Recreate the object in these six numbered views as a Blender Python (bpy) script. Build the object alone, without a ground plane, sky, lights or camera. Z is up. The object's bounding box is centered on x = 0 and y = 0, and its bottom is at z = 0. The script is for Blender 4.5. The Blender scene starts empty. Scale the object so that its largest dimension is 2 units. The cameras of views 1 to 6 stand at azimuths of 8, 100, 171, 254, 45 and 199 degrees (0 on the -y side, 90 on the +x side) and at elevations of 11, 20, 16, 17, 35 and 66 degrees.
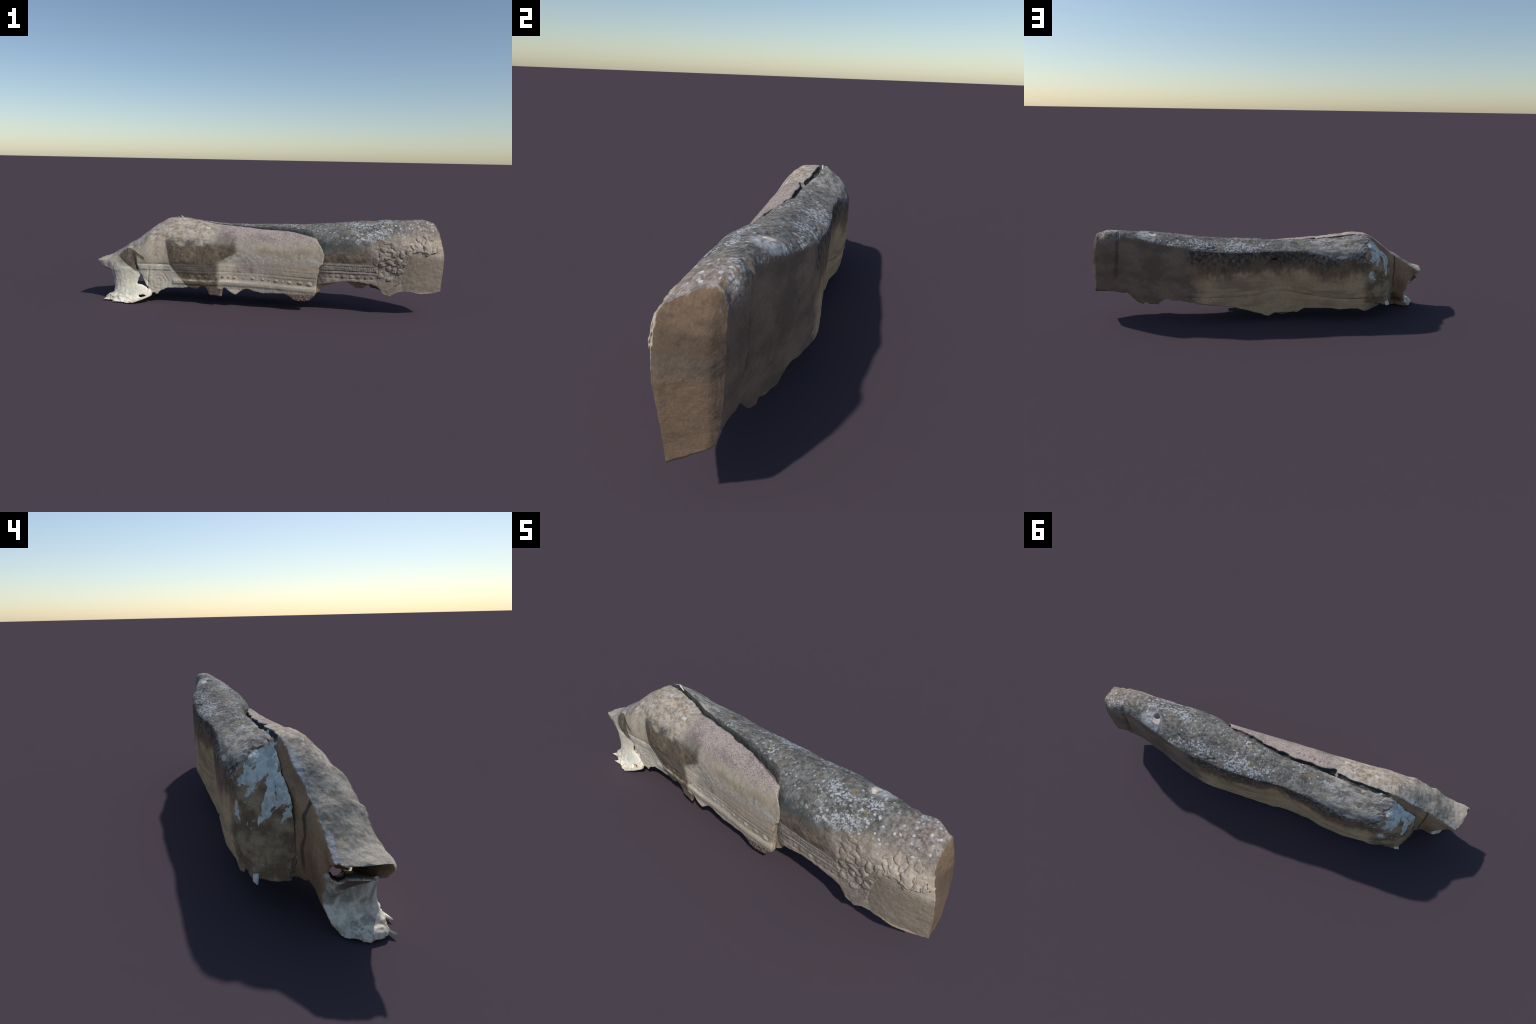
import bpy, bmesh, math
import numpy as np
from mathutils import Vector
from mathutils.bvhtree import BVHTree

rng = np.random.default_rng(7)

# ------------------------------------------------------------------ numeric helpers
def pchip(xk, yk, x):
    """Monotone cubic interpolation of yk (K, ...) at x (N,)."""
    xk = np.asarray(xk, float); yk = np.asarray(yk, float)
    h = np.diff(xk); sh = (-1,) + (1,) * (yk.ndim - 1)
    d = np.diff(yk, axis=0) / h.reshape(sh)
    m = np.zeros_like(yk)
    w1 = (2 * h[1:] + h[:-1]).reshape(sh); w2 = (h[1:] + 2 * h[:-1]).reshape(sh)
    ok = d[1:] * d[:-1] > 0
    with np.errstate(divide='ignore', invalid='ignore'):
        hm = (w1 + w2) / (w1 / d[:-1] + w2 / d[1:])
    m[1:-1] = np.where(ok, hm, 0)
    m[0] = d[0]; m[-1] = d[-1]
    i = np.clip(np.searchsorted(xk, x) - 1, 0, len(xk) - 2)
    hh = h[i].reshape(sh); t = ((x - xk[i]) / h[i]).reshape(sh)
    a, b = yk[i], yk[i + 1]; ma, mb = m[i], m[i + 1]
    return ((2*t**3 - 3*t**2 + 1) * a + (t**3 - 2*t**2 + t) * hh * ma
            + (-2*t**3 + 3*t**2) * b + (t**3 - t**2) * hh * mb)

_perm = np.random.default_rng(11).permutation(256); _perm = np.concatenate([_perm, _perm, _perm])
_grad = np.random.default_rng(12).normal(size=(256, 3)); _grad /= np.linalg.norm(_grad, axis=1)[:, None]
def perlin(p):
    i = np.floor(p).astype(int); f = p - i; i &= 255
    u = f * f * f * (f * (f * 6 - 15) + 10)
    def g(dx, dy, dz):
        k = _perm[_perm[_perm[i[:, 0] + dx] + i[:, 1] + dy] + i[:, 2] + dz]
        return ((f - np.array([dx, dy, dz])) * _grad[k]).sum(1)
    def mix(a, b, t): return a + (b - a) * t
    x00 = mix(g(0,0,0), g(1,0,0), u[:, 0]); x10 = mix(g(0,1,0), g(1,1,0), u[:, 0])
    x01 = mix(g(0,0,1), g(1,0,1), u[:, 0]); x11 = mix(g(0,1,1), g(1,1,1), u[:, 0])
    return mix(mix(x00, x10, u[:, 1]), mix(x01, x11, u[:, 1]), u[:, 2])
def fbm(p, scale, octaves=3, off=0.0):
    p = p * scale + off; s = 0; a = 1.0
    for _ in range(octaves):
        s = s + a * perlin(p); p = p * 2.03 + 17.1; a *= 0.5
    return s
def sstep(a, b, x):
    t = np.clip((x - a) / (b - a), 0, 1); return t * t * (3 - 2 * t)
def box(x, a, b, w):
    return sstep(a - w, a + w, x) * (1 - sstep(b - w, b + w, x))

# ------------------------------------------------------------------ mesh helpers
def new_object(name, verts, faces, parent=None):
    me = bpy.data.meshes.new(name)
    me.from_pydata([tuple(v) for v in verts] if not isinstance(verts, np.ndarray) else verts.tolist(), [], faces)
    me.update()
    ob = bpy.data.objects.new(name, me)
    bpy.context.scene.collection.objects.link(ob)
    if parent: ob.parent = parent
    return ob

def grid_object(name, G, cap_rings=0, warp=None):
    """Closed tube from G (N, M, 3); the ends are closed by rings shrinking to their middle."""
    def cap(ring):
        c = ring.mean(0); out = []
        for k in range(1, cap_rings + 1):
            s = 1 - k / (cap_rings + 0.5)
            out.append(c + (ring - c) * s)
        return out
    G = np.array(cap(G[0])[::-1] + list(G) + cap(G[-1]))
    if warp: G = warp(G)
    N, M, _ = G.shape
    V = G.reshape(-1, 3)
    i = np.arange(N - 1)[:, None] * M; j = np.arange(M)[None]; j2 = (j + 1) % M
    F = np.stack([i + j, i + j2, i + M + j2, i + M + j], -1).reshape(-1, 4)
    faces = F.tolist()
    faces.append(list(range(M))[::-1]); faces.append(list(range((N - 1) * M, N * M)))
    ob = new_object(name, V, faces)
    bm = bmesh.new(); bm.from_mesh(ob.data)
    bmesh.ops.triangulate(bm, faces=[f for f in bm.faces if len(f.verts) > 4])
    bmesh.ops.recalc_face_normals(bm, faces=bm.faces[:])
    bm.to_mesh(ob.data); bm.free()
    return ob

def coords(ob):
    a = np.empty(len(ob.data.vertices) * 3, np.float32); ob.data.vertices.foreach_get('co', a)
    return a.reshape(-1, 3).astype(float)
def normals(ob):
    a = np.empty(len(ob.data.vertices) * 3, np.float32); ob.data.vertices.foreach_get('normal', a)
    return a.reshape(-1, 3).astype(float)
def set_coords(ob, P):
    ob.data.vertices.foreach_set('co', P.astype(np.float32).ravel()); ob.data.update()

def apply_modifiers(ob):
    dg = bpy.context.evaluated_depsgraph_get()
    me = bpy.data.meshes.new_from_object(ob.evaluated_get(dg))
    old = ob.data; ob.modifiers.clear(); ob.data = me; bpy.data.meshes.remove(old)

def voxel(ob, size):
    m = ob.modifiers.new('r', 'REMESH'); m.mode = 'VOXEL'; m.voxel_size = size; m.adaptivity = 0
    apply_modifiers(ob)

def join(obs):
    bm = bmesh.new()
    for o in obs:
        bm.from_mesh(o.data)
    bm.to_mesh(obs[0].data); bm.free()
    for o in obs[1:]:
        me = o.data; bpy.data.objects.remove(o); bpy.data.meshes.remove(me)
    return obs[0]

def cut(ob, cutter):
    def volume():
        b = bmesh.new(); b.from_mesh(ob.data); v = b.calc_volume(); b.free(); return v
    before, keep = volume(), ob.data.copy()
    for solver in ('MANIFOLD', 'EXACT'):                     # fall back if a solver loses the body
        m = ob.modifiers.new('b', 'BOOLEAN'); m.operation = 'DIFFERENCE'; m.solver = solver; m.object = cutter
        apply_modifiers(ob)
        if .9 * before < volume() <= before * 1.001: break
        old = ob.data; ob.data = keep.copy(); bpy.data.meshes.remove(old)
    bpy.data.meshes.remove(keep)
    me = cutter.data; bpy.data.objects.remove(cutter); bpy.data.meshes.remove(me)

def prism(pts, direction):
    """Closed prism: polygon pts swept along +-direction."""
    pts = np.array(pts, float); d = np.array(direction, float); n = len(pts)
    V = np.concatenate([pts - d, pts + d])
    F = [list(range(n)), list(range(n, 2 * n))[::-1]] + [[i, (i + 1) % n + 0, (i + 1) % n + n, i + n] for i in range(n)]
    ob = new_object('cutter', V, F)
    bm = bmesh.new(); bm.from_mesh(ob.data); bmesh.ops.recalc_face_normals(bm, faces=bm.faces[:]); bm.to_mesh(ob.data); bm.free()
    return ob

# ------------------------------------------------------------------ lofts
def resample(S, counts):
    """S (N, M, 2) chain of control points -> smooth chain, counts samples per span."""
    mean = S.mean(0); d = np.linalg.norm(np.diff(mean, axis=0), axis=1) + 1e-3
    tk = np.concatenate([[0], np.cumsum(d)])
    t = np.concatenate([np.linspace(tk[i], tk[i + 1], c, endpoint=False) for i, c in enumerate(counts)] + [[tk[-1]]])
    return np.moveaxis(pchip(tk, np.moveaxis(S, 1, 0), t), 0, 1)

# the rear block: for each station the section runs from the lower front edge over the top to the lower back edge
def hidden(yf, top, back):
    """Section whose front is the fracture face behind the slab."""
    (ya, za), rest = top[0], top[1:]
    return [(yf, .14), (yf, .14 + .45*(za-.14)), (yf, .14 + .7*(za-.14)), (yf + .001, .14 + .88*(za-.14)),
            (yf + .002, za - .012), (ya, za)] + rest + back
REAR = [
 (1.00, [(-.106,.14),(-.117,.245),(-.128,.33),(-.131,.393),(-.128,.45),(-.094,.484),(-.05,.505),(-.02,.512),(.006,.47),(.006,.38),(.003,.25),(-.006,.192)]),
 (.95, [(-.120,.13),(-.138,.25),(-.150,.33),(-.15,.40),(-.131,.45),(-.09,.495),(-.04,.52),(-.004,.524),(.018,.48),(.016,.38),(.006,.25),(-.015,.17)]),
 (.90, [(-.134,.13),(-.155,.25),(-.161,.33),(-.157,.40),(-.131,.45),(-.08,.505),(-.03,.529),(.006,.527),(.028,.48),(.026,.38),(.013,.25),(-.012,.172)]),
 (.82, [(-.149,.14),(-.160,.25),(-.166,.33),(-.159,.40),(-.134,.45),(-.08,.502),(-.015,.526),(.014,.518),(.030,.48),(.030,.38),(.022,.25),(-.003,.165)]),
 (.70, [(-.143,.115),(-.148,.25),(-.163,.33),(-.154,.40),(-.132,.45),(-.07,.505),(0,.522),(.045,.505),(.06,.47),(.06,.35),(.052,.25),(.025,.1)]),
 (.60, [(-.145,.175),(-.150,.25),(-.163,.33),(-.152,.40),(-.128,.45),(-.07,.497),(0,.515),(.06,.495),(.086,.46),(.090,.35),(.086,.25),(.075,.13)]),
 (.52, [(-.145,.185),(-.150,.25),(-.163,.33),(-.152,.40),(-.127,.45),(-.07,.488),(.005,.507),(.07,.487),(.112,.455),(.113,.36),(.112,.25),(.108,.15)]),
 (.42, [(-.143,.178),(-.148,.25),(-.158,.33),(-.146,.40),(-.124,.44),(-.07,.475),(.015,.494),(.08,.475),(.128,.435),(.130,.35),(.130,.22),(.130,.13)]),
 (.36, [(-.140,.165),(-.145,.25),(-.153,.33),(-.140,.39),(-.115,.435),(-.06,.466),(.018,.489),(.08,.47),(.132,.43),(.136,.35),(.137,.22),(.136,.125)]),
 (.325,[(-.128,.155),(-.133,.25),(-.138,.33),(-.124,.39),(-.102,.432),(-.055,.465),(.018,.485),(.08,.468),(.134,.428),(.138,.35),(.139,.22),(.138,.12)]),
 (.25, [(-.08,.14),(-.08,.25),(-.08,.33),(-.078,.40),(-.074,.44),(-.05,.462),(.018,.481),(.08,.465),(.142,.425),(.146,.36),(.141,.22),(.137,.11)]),
 (.10, hidden(-.034, [(-.018,.462),(.03,.473),(.08,.46)], [(.144,.422),(.147,.36),(.133,.22),(.127,.08)])),
 (-.02,hidden(-.012, [(.004,.460),(.03,.470),(.08,.457)], [(.142,.425),(.143,.36),(.124,.22),(.116,.05)])),
 (-.12,hidden(-.002, [(.010,.460),(.035,.467),(.085,.455)], [(.147,.425),(.153,.355),(.132,.2),(.123,.06)])),
 (-.20,hidden(.006, [(.018,.460),(.04,.464),(.09,.452)], [(.152,.425),(.166,.35),(.152,.2),(.139,.085)])),
 (-.30,hidden(.024, [(.034,.464),(.05,.466),(.10,.450)], [(.155,.422),(.182,.35),(.180,.2),(.168,.10)])),
 (-.42,hidden(.046, [(.054,.477),(.068,.476),(.11,.455)], [(.155,.424),(.19,.35),(.193,.2),(.178,.093)])),
 (-.52,hidden(.062, [(.068,.490),(.078,.486),(.112,.465)], [(.152,.43),(.188,.35),(.193,.2),(.172,.083)])),
 (-.58,hidden(.062, [(.068,.484),(.08,.478),(.11,.457)], [(.142,.43),(.178,.35),(.188,.2),(.168,.072)])),
 (-.63,hidden(.060, [(.065,.436),(.08,.43),(.10,.42)], [(.13,.40),(.158,.33),(.178,.2),(.168,.11)])),
 (-.67,hidden(.058, [(.063,.394),(.076,.388),(.092,.378)], [(.112,.36),(.14,.30),(.168,.2),(.165,.115)])),
 (-.70,hidden(.056, [(.061,.370),(.071,.364),(.082,.353)], [(.094,.335),(.12,.28),(.15,.19),(.158,.12)])),
 (-.72,hidden(.054, [(.060,.338),(.068,.33),(.076,.32)], [(.084,.30),(.10,.25),(.125,.18),(.13,.12)])),
 (-.737,hidden(.052, [(.058,.262),(.065,.255),(.071,.245)], [(.077,.228),(.085,.20),(.098,.16),(.10,.12)])),
 (-.754,hidden(.052, [(.056,.19),(.060,.187),(.064,.18)], [(.068,.17),(.071,.155),(.073,.14),(.073,.125)])),
]
# lower edges, (x, z) down the length: broken and stepped
REAR_FRONT_EDGE = [(-.76,.112),(-.70,.105),(-.60,.12),(-.5,.14),(.25,.14),(.322,.158),(.367,.169),(.434,.182),(.469,.187),(.544,.185),(.62,.173),(.651,.161),(.68,.121),(.72,.110),(.749,.134),(.783,.144),(.826,.146),(.875,.132),(.939,.132),(.984,.142),(1.0,.142)]
REAR_BACK_EDGE = [(-.76,.112),(-.73,.10),(-.70,.104),(-.675,.092),(-.654,.106),(-.621,.100),(-.592,.068),(-.56,.058),(-.515,.080),(-.46,.090),(-.407,.090),(-.327,.099),(-.25,.097),(-.205,.092),(-.164,.064),(-.035,.060),(.0,.042),(.02,.046),(.05,.062),(.10,.079),(.15,.094),(.20,.102),(.30,.118),(.40,.130),(.50,.146),(.58,.146),(.61,.13),(.63,.112),(.68,.103),(.706,.116),(.716,.097),(.753,.113),(.789,.148),(.808,.165),(.834,.163),(.883,.172),(.95,.175),(1.0,.19)]
# the cut end leans and its upper edge is rounded: reach in x by height, at the front and at the back
END_FRONT = [(.10,.990),(.148,.992),(.256,.996),(.337,.996),(.368,.992),(.434,.974),(.486,.953),(.525,.935),(.55,.91)]
END_BACK = [(.10,.985),(.174,.985),(.271,.983),(.379,.980),(.423,.977),(.458,.968),(.501,.952),(.533,.922),(.55,.91)]

def tab(t, x):
    a = np.array(t); return np.interp(x, a[:, 0], a[:, 1])

def crack_shift(x, who):
    """How the broken edge wanders in y; both sides follow it, not quite alike."""
    o = np.zeros_like(x)
    q = lambda f, k: perlin(np.stack([x * f, o + k, o], 1))
    s = .010 * q(9, .3) + .006 * q(23, 4.3) + (.003 * q(55, 8.1) if who else .0045 * q(48, 2.2))
    if not who:                                       # notch in the slab's edge
        s = s - .014 * sstep(-.222, -.285, x) * (1 - sstep(-.292, -.298, x)) - .008 * box(x, -.04, .005, .012)
    return s * sstep(.36, .25, x) * sstep(-.76, -.66, x)

def build_rear():
    st = sorted(REAR); xk = [s[0] for s in st]; S = np.array([s[1] for s in st])
    x = np.linspace(xk[0], xk[-1], 760)
    C = pchip(xk, S, x)
    C[:, 0, 1] = tab(REAR_FRONT_EDGE, x) + .003 * perlin(np.stack([x * 60, x * 0, x * 0], 1))
    C[:, -1, 1] = tab(REAR_BACK_EDGE, x) - .011 * box(x, -.50, .18, .05) + .006 * perlin(np.stack([x * 18, x * 0 + 2, x * 0], 1)) + .004 * perlin(np.stack([x * 45, x * 0 + 5, x * 0], 1))
    C[:, :6, 0] += (crack_shift(x, True) * sstep(.33, .26, x))[:, None] * np.array([1, 1, 1, 1, 1, 1])
    R = resample(C, [44, 40, 34, 26, 26, 24, 20, 22, 30, 34, 30])
    yf, zf = R[:, 0, 0], R[:, 0, 1]; yb, zb = R[:, -1, 0], R[:, -1, 1]
    w = np.clip((yb - yf) / .2, .02, 1)
    hollow = w * (1 - sstep(.86, .97, x))
    def under(t, k):
        return np.stack([yb + t * (yf - yb), zb + t * (zf - zb) + k * (np.maximum(zf, zb) + .05 - (zb + t * (zf - zb))) * hollow], 1)
    U = np.stack([under(0, 0), under(.12, .25), under(.3, 1), under(.7, 1), under(.88, .25), under(1, 0)], 1)
    und = np.concatenate([U[:, k:k+1] + (U[:, k+1:k+2] - U[:, k:k+1]) * np.linspace(0, 1, 8)[None, 1 if k == 0 else 0:7, None] for k in range(5)], 1)
    R = np.concatenate([R, und], 1)
    X = np.repeat(x[:, None], R.shape[1], 1)
    def lean(G):
        k = np.clip((G[..., 1] + .12) / .12, 0, 1)
        xe = tab(END_FRONT, G[..., 2]) * (1 - k) + tab(END_BACK, G[..., 2]) * k + .002 - .020 * sstep(-.035, .012, G[..., 1]) ** 2 - .012 * sstep(-.105, -.140, G[..., 1]) ** 2
        G[..., 0] = np.where(G[..., 0] > .88, .88 + (G[..., 0] - .88) * (xe - .88) / .12, G[..., 0])
        return G
    return grid_object('rear_block', np.stack([X, R[..., 0], R[..., 1]], -1), 36, lean)

SLAB = [
 (.35, [(-.150,.11),(-.155,.2),(-.152,.27),(-.147,.34),(-.138,.38),(-.125,.40),(-.115,.41),(-.100,.415)]),
 (.27, [(-.155,.06),(-.158,.2),(-.155,.27),(-.150,.34),(-.130,.39),(-.105,.425),(-.095,.433),(-.088,.436)]),
 (.15, [(-.158,.09),(-.158,.2),(-.156,.27),(-.150,.34),(-.130,.39),(-.100,.43),(-.080,.442),(-.058,.447)]),
 (0.0, [(-.152,.09),(-.153,.2),(-.155,.27),(-.148,.34),(-.127,.39),(-.095,.432),(-.060,.444),(-.030,.446)]),
 (-.15,[(-.150,.09),(-.150,.2),(-.153,.27),(-.147,.34),(-.125,.39),(-.090,.436),(-.045,.455),(-.014,.455)]),
 (-.28,[(-.141,.06),(-.144,.2),(-.150,.27),(-.143,.34),(-.122,.39),(-.088,.437),(-.030,.468),(.004,.465)]),
 (-.42,[(-.130,.09),(-.139,.2),(-.150,.27),(-.143,.34),(-.122,.39),(-.088,.440),(-.020,.485),(.028,.483)]),
 (-.52,[(-.125,.08),(-.137,.2),(-.150,.27),(-.143,.34),(-.122,.395),(-.085,.445),(-.020,.493),(.042,.494)]),
 (-.58,[(-.126,.08),(-.136,.2),(-.145,.27),(-.140,.34),(-.120,.395),(-.080,.445),(-.020,.488),(.042,.488)]),
 (-.63,[(-.132,.06),(-.142,.2),(-.150,.27),(-.145,.33),(-.124,.38),(-.080,.425),(-.020,.462),(.040,.462)]),
 (-.68,[(-.138,.09),(-.148,.2),(-.156,.27),(-.150,.32),(-.138,.365),(-.100,.400),(-.020,.430),(.036,.425)]),
 (-.73,[(-.140,.19),(-.148,.22),(-.154,.27),(-.147,.30),(-.136,.338),(-.100,.368),(-.030,.390),(.025,.382)]),
 (-.79,[(-.130,.310),(-.130,.312),(-.129,.316),(-.125,.322),(-.108,.332),(-.080,.343),(-.030,.350),(.020,.336)]),
]
SLAB_EDGE = [(-.80,.33),(-.786,.315),(-.739,.219),(-.722,.165),(-.70,.11),(-.657,.058),(-.629,.045),(-.60,.072),(-.566,.084),(-.488,.088),(-.434,.098),(-.386,.089),(-.352,.115),(-.330,.104),(-.311,.059),(-.234,.055),(-.225,.116),(-.154,.070),(-.095,.111),(.013,.088),(.119,.095),(.147,.089),(.18,.067),(.212,.059),(.245,.053),(.285,.061),(.30,.085),(.36,.112)]
SLAB_END_X = [(.04,.275),(.058,.285),(.085,.30),(.11,.315),(.118,.301),(.151,.304),(.18,.310),(.227,.322),(.25,.318),(.26,.323),(.279,.344),(.312,.352),(.344,.352),(.364,.344),(.375,.336),(.411,.307),(.436,.273),(.46,.22)]

def build_slab():
    st = sorted(SLAB); xk = [s[0] for s in st]; S = np.array([s[1] for s in st])
    x = np.linspace(xk[0], xk[-1], 420)
    C = pchip(xk, S, x)
    C[:, 0, 1] = tab(SLAB_EDGE, np.where(x > .1, .1 + (x - .1) * .80, x)) + .003 * perlin(np.stack([x * 70, x * 0 + 9, x * 0], 1))
    C[:, :6, 1] = np.maximum.accumulate(C[:, :6, 1], 1)
    C[:, 7, 0] += crack_shift(x, False)
    C[:, 6, 0] += .5 * crack_shift(x, False)
    R = resample(C, [26, 20, 18, 16, 14, 14, 14])
    yf, zf = R[:, 0, 0], R[:, 0, 1]; yc, zc = R[:, -1, 0], R[:, -1, 1]
    zs = np.convolve(np.pad(zf, 20, 'edge'), np.ones(41) / 41, 'valid')
    zin = np.minimum(np.maximum(zs + .03, .13), zc - .008)
    zin = np.maximum(zin, np.minimum(zf + .012, zc - .006))
    t = np.linspace(0, 1, 30)[1:]
    zz = zc[:, None] + (zin - zc)[:, None] * t
    lean = .022 * sstep(.010, .040, zc[:, None] - zz) * sstep(.33, .27, x)[:, None]          # the gap closes a little way down
    back = np.stack([yc[:, None] + lean, zz], -1)
    yi = np.minimum(yf + .045, yc - .02)
    ye = yc + lean[:, -1]
    bot = np.stack([ye[:, None] + (yi - ye)[:, None] * t, np.repeat(zin[:, None], 29, 1)], -1)
    t2 = np.linspace(0, 1, 12)[1:-1]
    lip = np.stack([yi[:, None] + (yf + .004 - yi)[:, None] * t2, zin[:, None] + (zf - zin)[:, None] * t2], -1)
    R = np.concatenate([R, back, bot, lip], 1)
    X = np.repeat(x[:, None], R.shape[1], 1)
    xe = tab(SLAB_END_X, R[..., 1])
    X = np.where(X > .1, .1 + (X - .1) * (xe - .1) / .25, X)
    return grid_object('front_slab', np.stack([X, R[..., 0], R[..., 1]], -1), 6)

# sloping hood that runs out into a beak at the left end: (y, z) loops
HOOD = [
 (-.62,[(-.095,.40),(-.03,.445),(.034,.44),(.058,.3),(.055,.12),(-.06,.12),(-.09,.3)]),
 (-.74,[(-.110,.335),(-.04,.372),(.026,.368),(.053,.25),(.052,.115),(-.05,.12),(-.140,.25)]),
 (-.80,[(-.134,.316),(-.060,.348),(.024,.330),(.035,.22),(.025,.11),(-.05,.11),(-.150,.21)]),
 (-.86,[(-.122,.280),(-.05,.306),(.025,.293),(.028,.2),(.012,.10),(-.06,.10),(-.142,.2)]),
 (-.90,[(-.126,.258),(-.05,.283),(.028,.268),(.020,.2),(.0,.15),(-.07,.15),(-.132,.2)]),
 (-.94,[(-.122,.250),(-.05,.261),(.030,.247),(.018,.212),(-.01,.19),(-.09,.178),(-.114,.2)]),
 (-.97,[(-.121,.245),(-.06,.252),(.008,.238),(.0,.22),(-.03,.21),(-.09,.195),(-.116,.212)]),
 (-1.0,[(-.112,.240),(-.09,.246),(-.068,.240),(-.07,.232),(-.08,.228),(-.1,.228),(-.112,.233)]),
]
# the pale pier under the beak: (x, y) loops from the spreading foot upward
PIER = [
 (0.003,[(-.952,-.075),(-.942,-.142),(-.870,-.172),(-.778,-.200),(-.755,-.165),(-.815,-.07),(-.905,-.012)]),
 (.020,[(-.948,-.080),(-.938,-.136),(-.870,-.160),(-.720,-.178),(-.725,-.148),(-.815,-.05),(-.895,-.002)]),
 (.05, [(-.902,-.085),(-.888,-.138),(-.820,-.155),(-.660,-.152),(-.670,-.128),(-.800,-.03),(-.875,.010)]),
 (.085,[(-.900,-.085),(-.885,-.130),(-.820,-.148),(-.690,-.138),(-.710,-.110),(-.790,.0),(-.862,.018)]),
 (.117,[(-.909,-.085),(-.885,-.128),(-.820,-.146),(-.735,-.130),(-.735,-.060),(-.780,.022),(-.862,.014)]),
 (.165,[(-.917,-.088),(-.885,-.130),(-.820,-.150),(-.722,-.132),(-.725,-.050),(-.750,.028),(-.870,.022)]),
 (.20, [(-.950,-.095),(-.895,-.132),(-.820,-.153),(-.745,-.140),(-.745,-.040),(-.760,.030),(-.900,.024)]),
 (.24, [(-.960,-.100),(-.895,-.125),(-.820,-.138),(-.750,-.138),(-.750,-.040),(-.760,.030),(-.920,.022)]),
]
def loop_loft(name, stations, axis, n, m, rings=4):
    st = sorted(stations); k = [s[0] for s in st]; S = np.array([s[1] for s in st])
    u = np.linspace(k[0], k[-1], n); C = pchip(k, S, u)
    M = C.shape[1]; ext = np.concatenate([C[:, -2:], C, C[:, :2]], 1)       # closed Catmull-Rom
    t = np.arange(m) / m * M; i = t.astype(int); f = (t - i)[None, :, None]
    p0, p1, p2, p3 = (ext[:, i + 1 + q] for q in range(4))
    tens = .35
    m1, m2 = tens * (p2 - p0), tens * (p3 - p1)
    R = (2*f**3-3*f**2+1)*p1 + (f**3-2*f**2+f)*m1 + (-2*f**3+3*f**2)*p2 + (f**3-f**2)*m2
    U = np.repeat(u[:, None], m, 1)
    G = np.stack([U, R[..., 0], R[..., 1]], -1) if axis == 0 else np.stack([R[..., 0], R[..., 1], U], -1)
    return grid_object(name, G, rings)

# ------------------------------------------------------------------ relief
def moulding(z, x, zb):
    """Profile of the bead course: outward offset in metres around bead height zb."""
    d = z - zb
    worn = .75 + .5 * perlin(np.stack([x * 22, z * 22, x * 0 + 3], 1))
    h = .0035 * box(d, .060, .070, .002) + .004 * box(d, .034, .055, .0025) - .004 * box(d, .028, .033, .0015)
    h += .002 * box(d, .017, .027, .002) - .0045 * box(d, -.016, .016, .003)
    h += .0016 * box(d, .036, .053, .002) * np.sin(x * 2 * np.pi / .0115 + 3 * perlin(np.stack([x * 30, z * 0, z * 0], 1))) * sstep(-.2, .2, perlin(np.stack([x * 14, z * 0 + 2, z * 0], 1)))      # pearl string on the upper band
    return .6 * h * worn

# carved figures near the cut end: (x, z, half width, half height, height, tilt)
FIGURES = [(.628,.322,.017,.042,.010,.1),(.664,.290,.021,.014,.012,.2),(.700,.303,.028,.011,.009,-.1),(.700,.268,.016,.014,.013,0),(.727,.262,.016,.015,.014,0),
 (.760,.255,.016,.017,.012,0),(.765,.352,.014,.021,.013,.1),(.729,.354,.019,.019,.013,0),(.705,.370,.019,.014,.011,.2),(.664,.376,.024,.011,.009,-.2),
 (.630,.385,.020,.007,.006,-.2),(.752,.317,.016,.016,.013,0),(.717,.398,.015,.014,.010,0),(.796,.374,.012,.013,.012,0),(.826,.388,.012,.028,.010,.3),
 (.850,.392,.020,.026,.016,-.3),(.900,.398,.019,.040,.016,.1),(.884,.455,.014,.014,.013,0),(.846,.442,.010,.020,.009,.2),(.932,.376,.013,.017,.011,0),
 (.957,.390,.009,.020,.009,0),(.660,.227,.018,.014,.011,.2),(.708,.209,.020,.013,.011,.3),(.638,.250,.012,.010,.009,0),(.729,.290,.014,.009,.010,0),
 (.893,.349,.007,.008,.008,0),(.920,.442,.014,.010,.008,-.5),(.815,.430,.018,.007,.007,.5),(.690,.412,.030,.006,.005,.2),(.655,.424,.030,.005,.004,-.15),
 (.680,.238,.012,.012,.009,0),(.690,.330,.016,.010,.010,.4),(.650,.350,.012,.012,.008,0),(.785,.290,.010,.014,.009,.2),(.872,.420,.009,.016,.009,-.6),(.945,.420,.012,.007,.006,.4)]
def figures(x, z):
    o = x * 0; wp = np.stack([x, o, z], 1)
    x, z = x + .012 * fbm(wp, 38, 2, 1.1), z + .012 * fbm(wp, 38, 2, 7.9)
    h = np.zeros_like(x); top = np.zeros_like(x)
    for cx, cz, a, b, hh, ti in FIGURES:
        c, s = math.cos(ti), math.sin(ti); u = ((x-cx)*c + (z-cz)*s) / a; v = (-(x-cx)*s + (z-cz)*c) / b
        r = u*u + v*v
        top = np.maximum(top, .62 * hh * np.sqrt(np.clip(1.12 - r, 0, 1)))
        h -= .0022 * np.exp(-((np.sqrt(r) - 1.12) / .16) ** 2)          # chiselled outline
    return np.clip(h * (.9 + 1.8 * fbm(wp, 16, 2, 5.5)), -.005, 0) + top + .0022 * fbm(wp, 90, 2, 3.3)

def arcs(x, z, cx, cz, radii, w, depth):
    wp = np.stack([x, x * 0, z], 1)
    x, z = x + .022 * fbm(wp, 20, 3, 1.1), z + .022 * fbm(wp, 20, 3, 7.9)
    r = np.hypot(x - cx, (z - cz) * .8); h = 0
    for q in radii: h = h - depth * np.exp(-((r - q) / w) ** 2)
    return h

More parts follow.
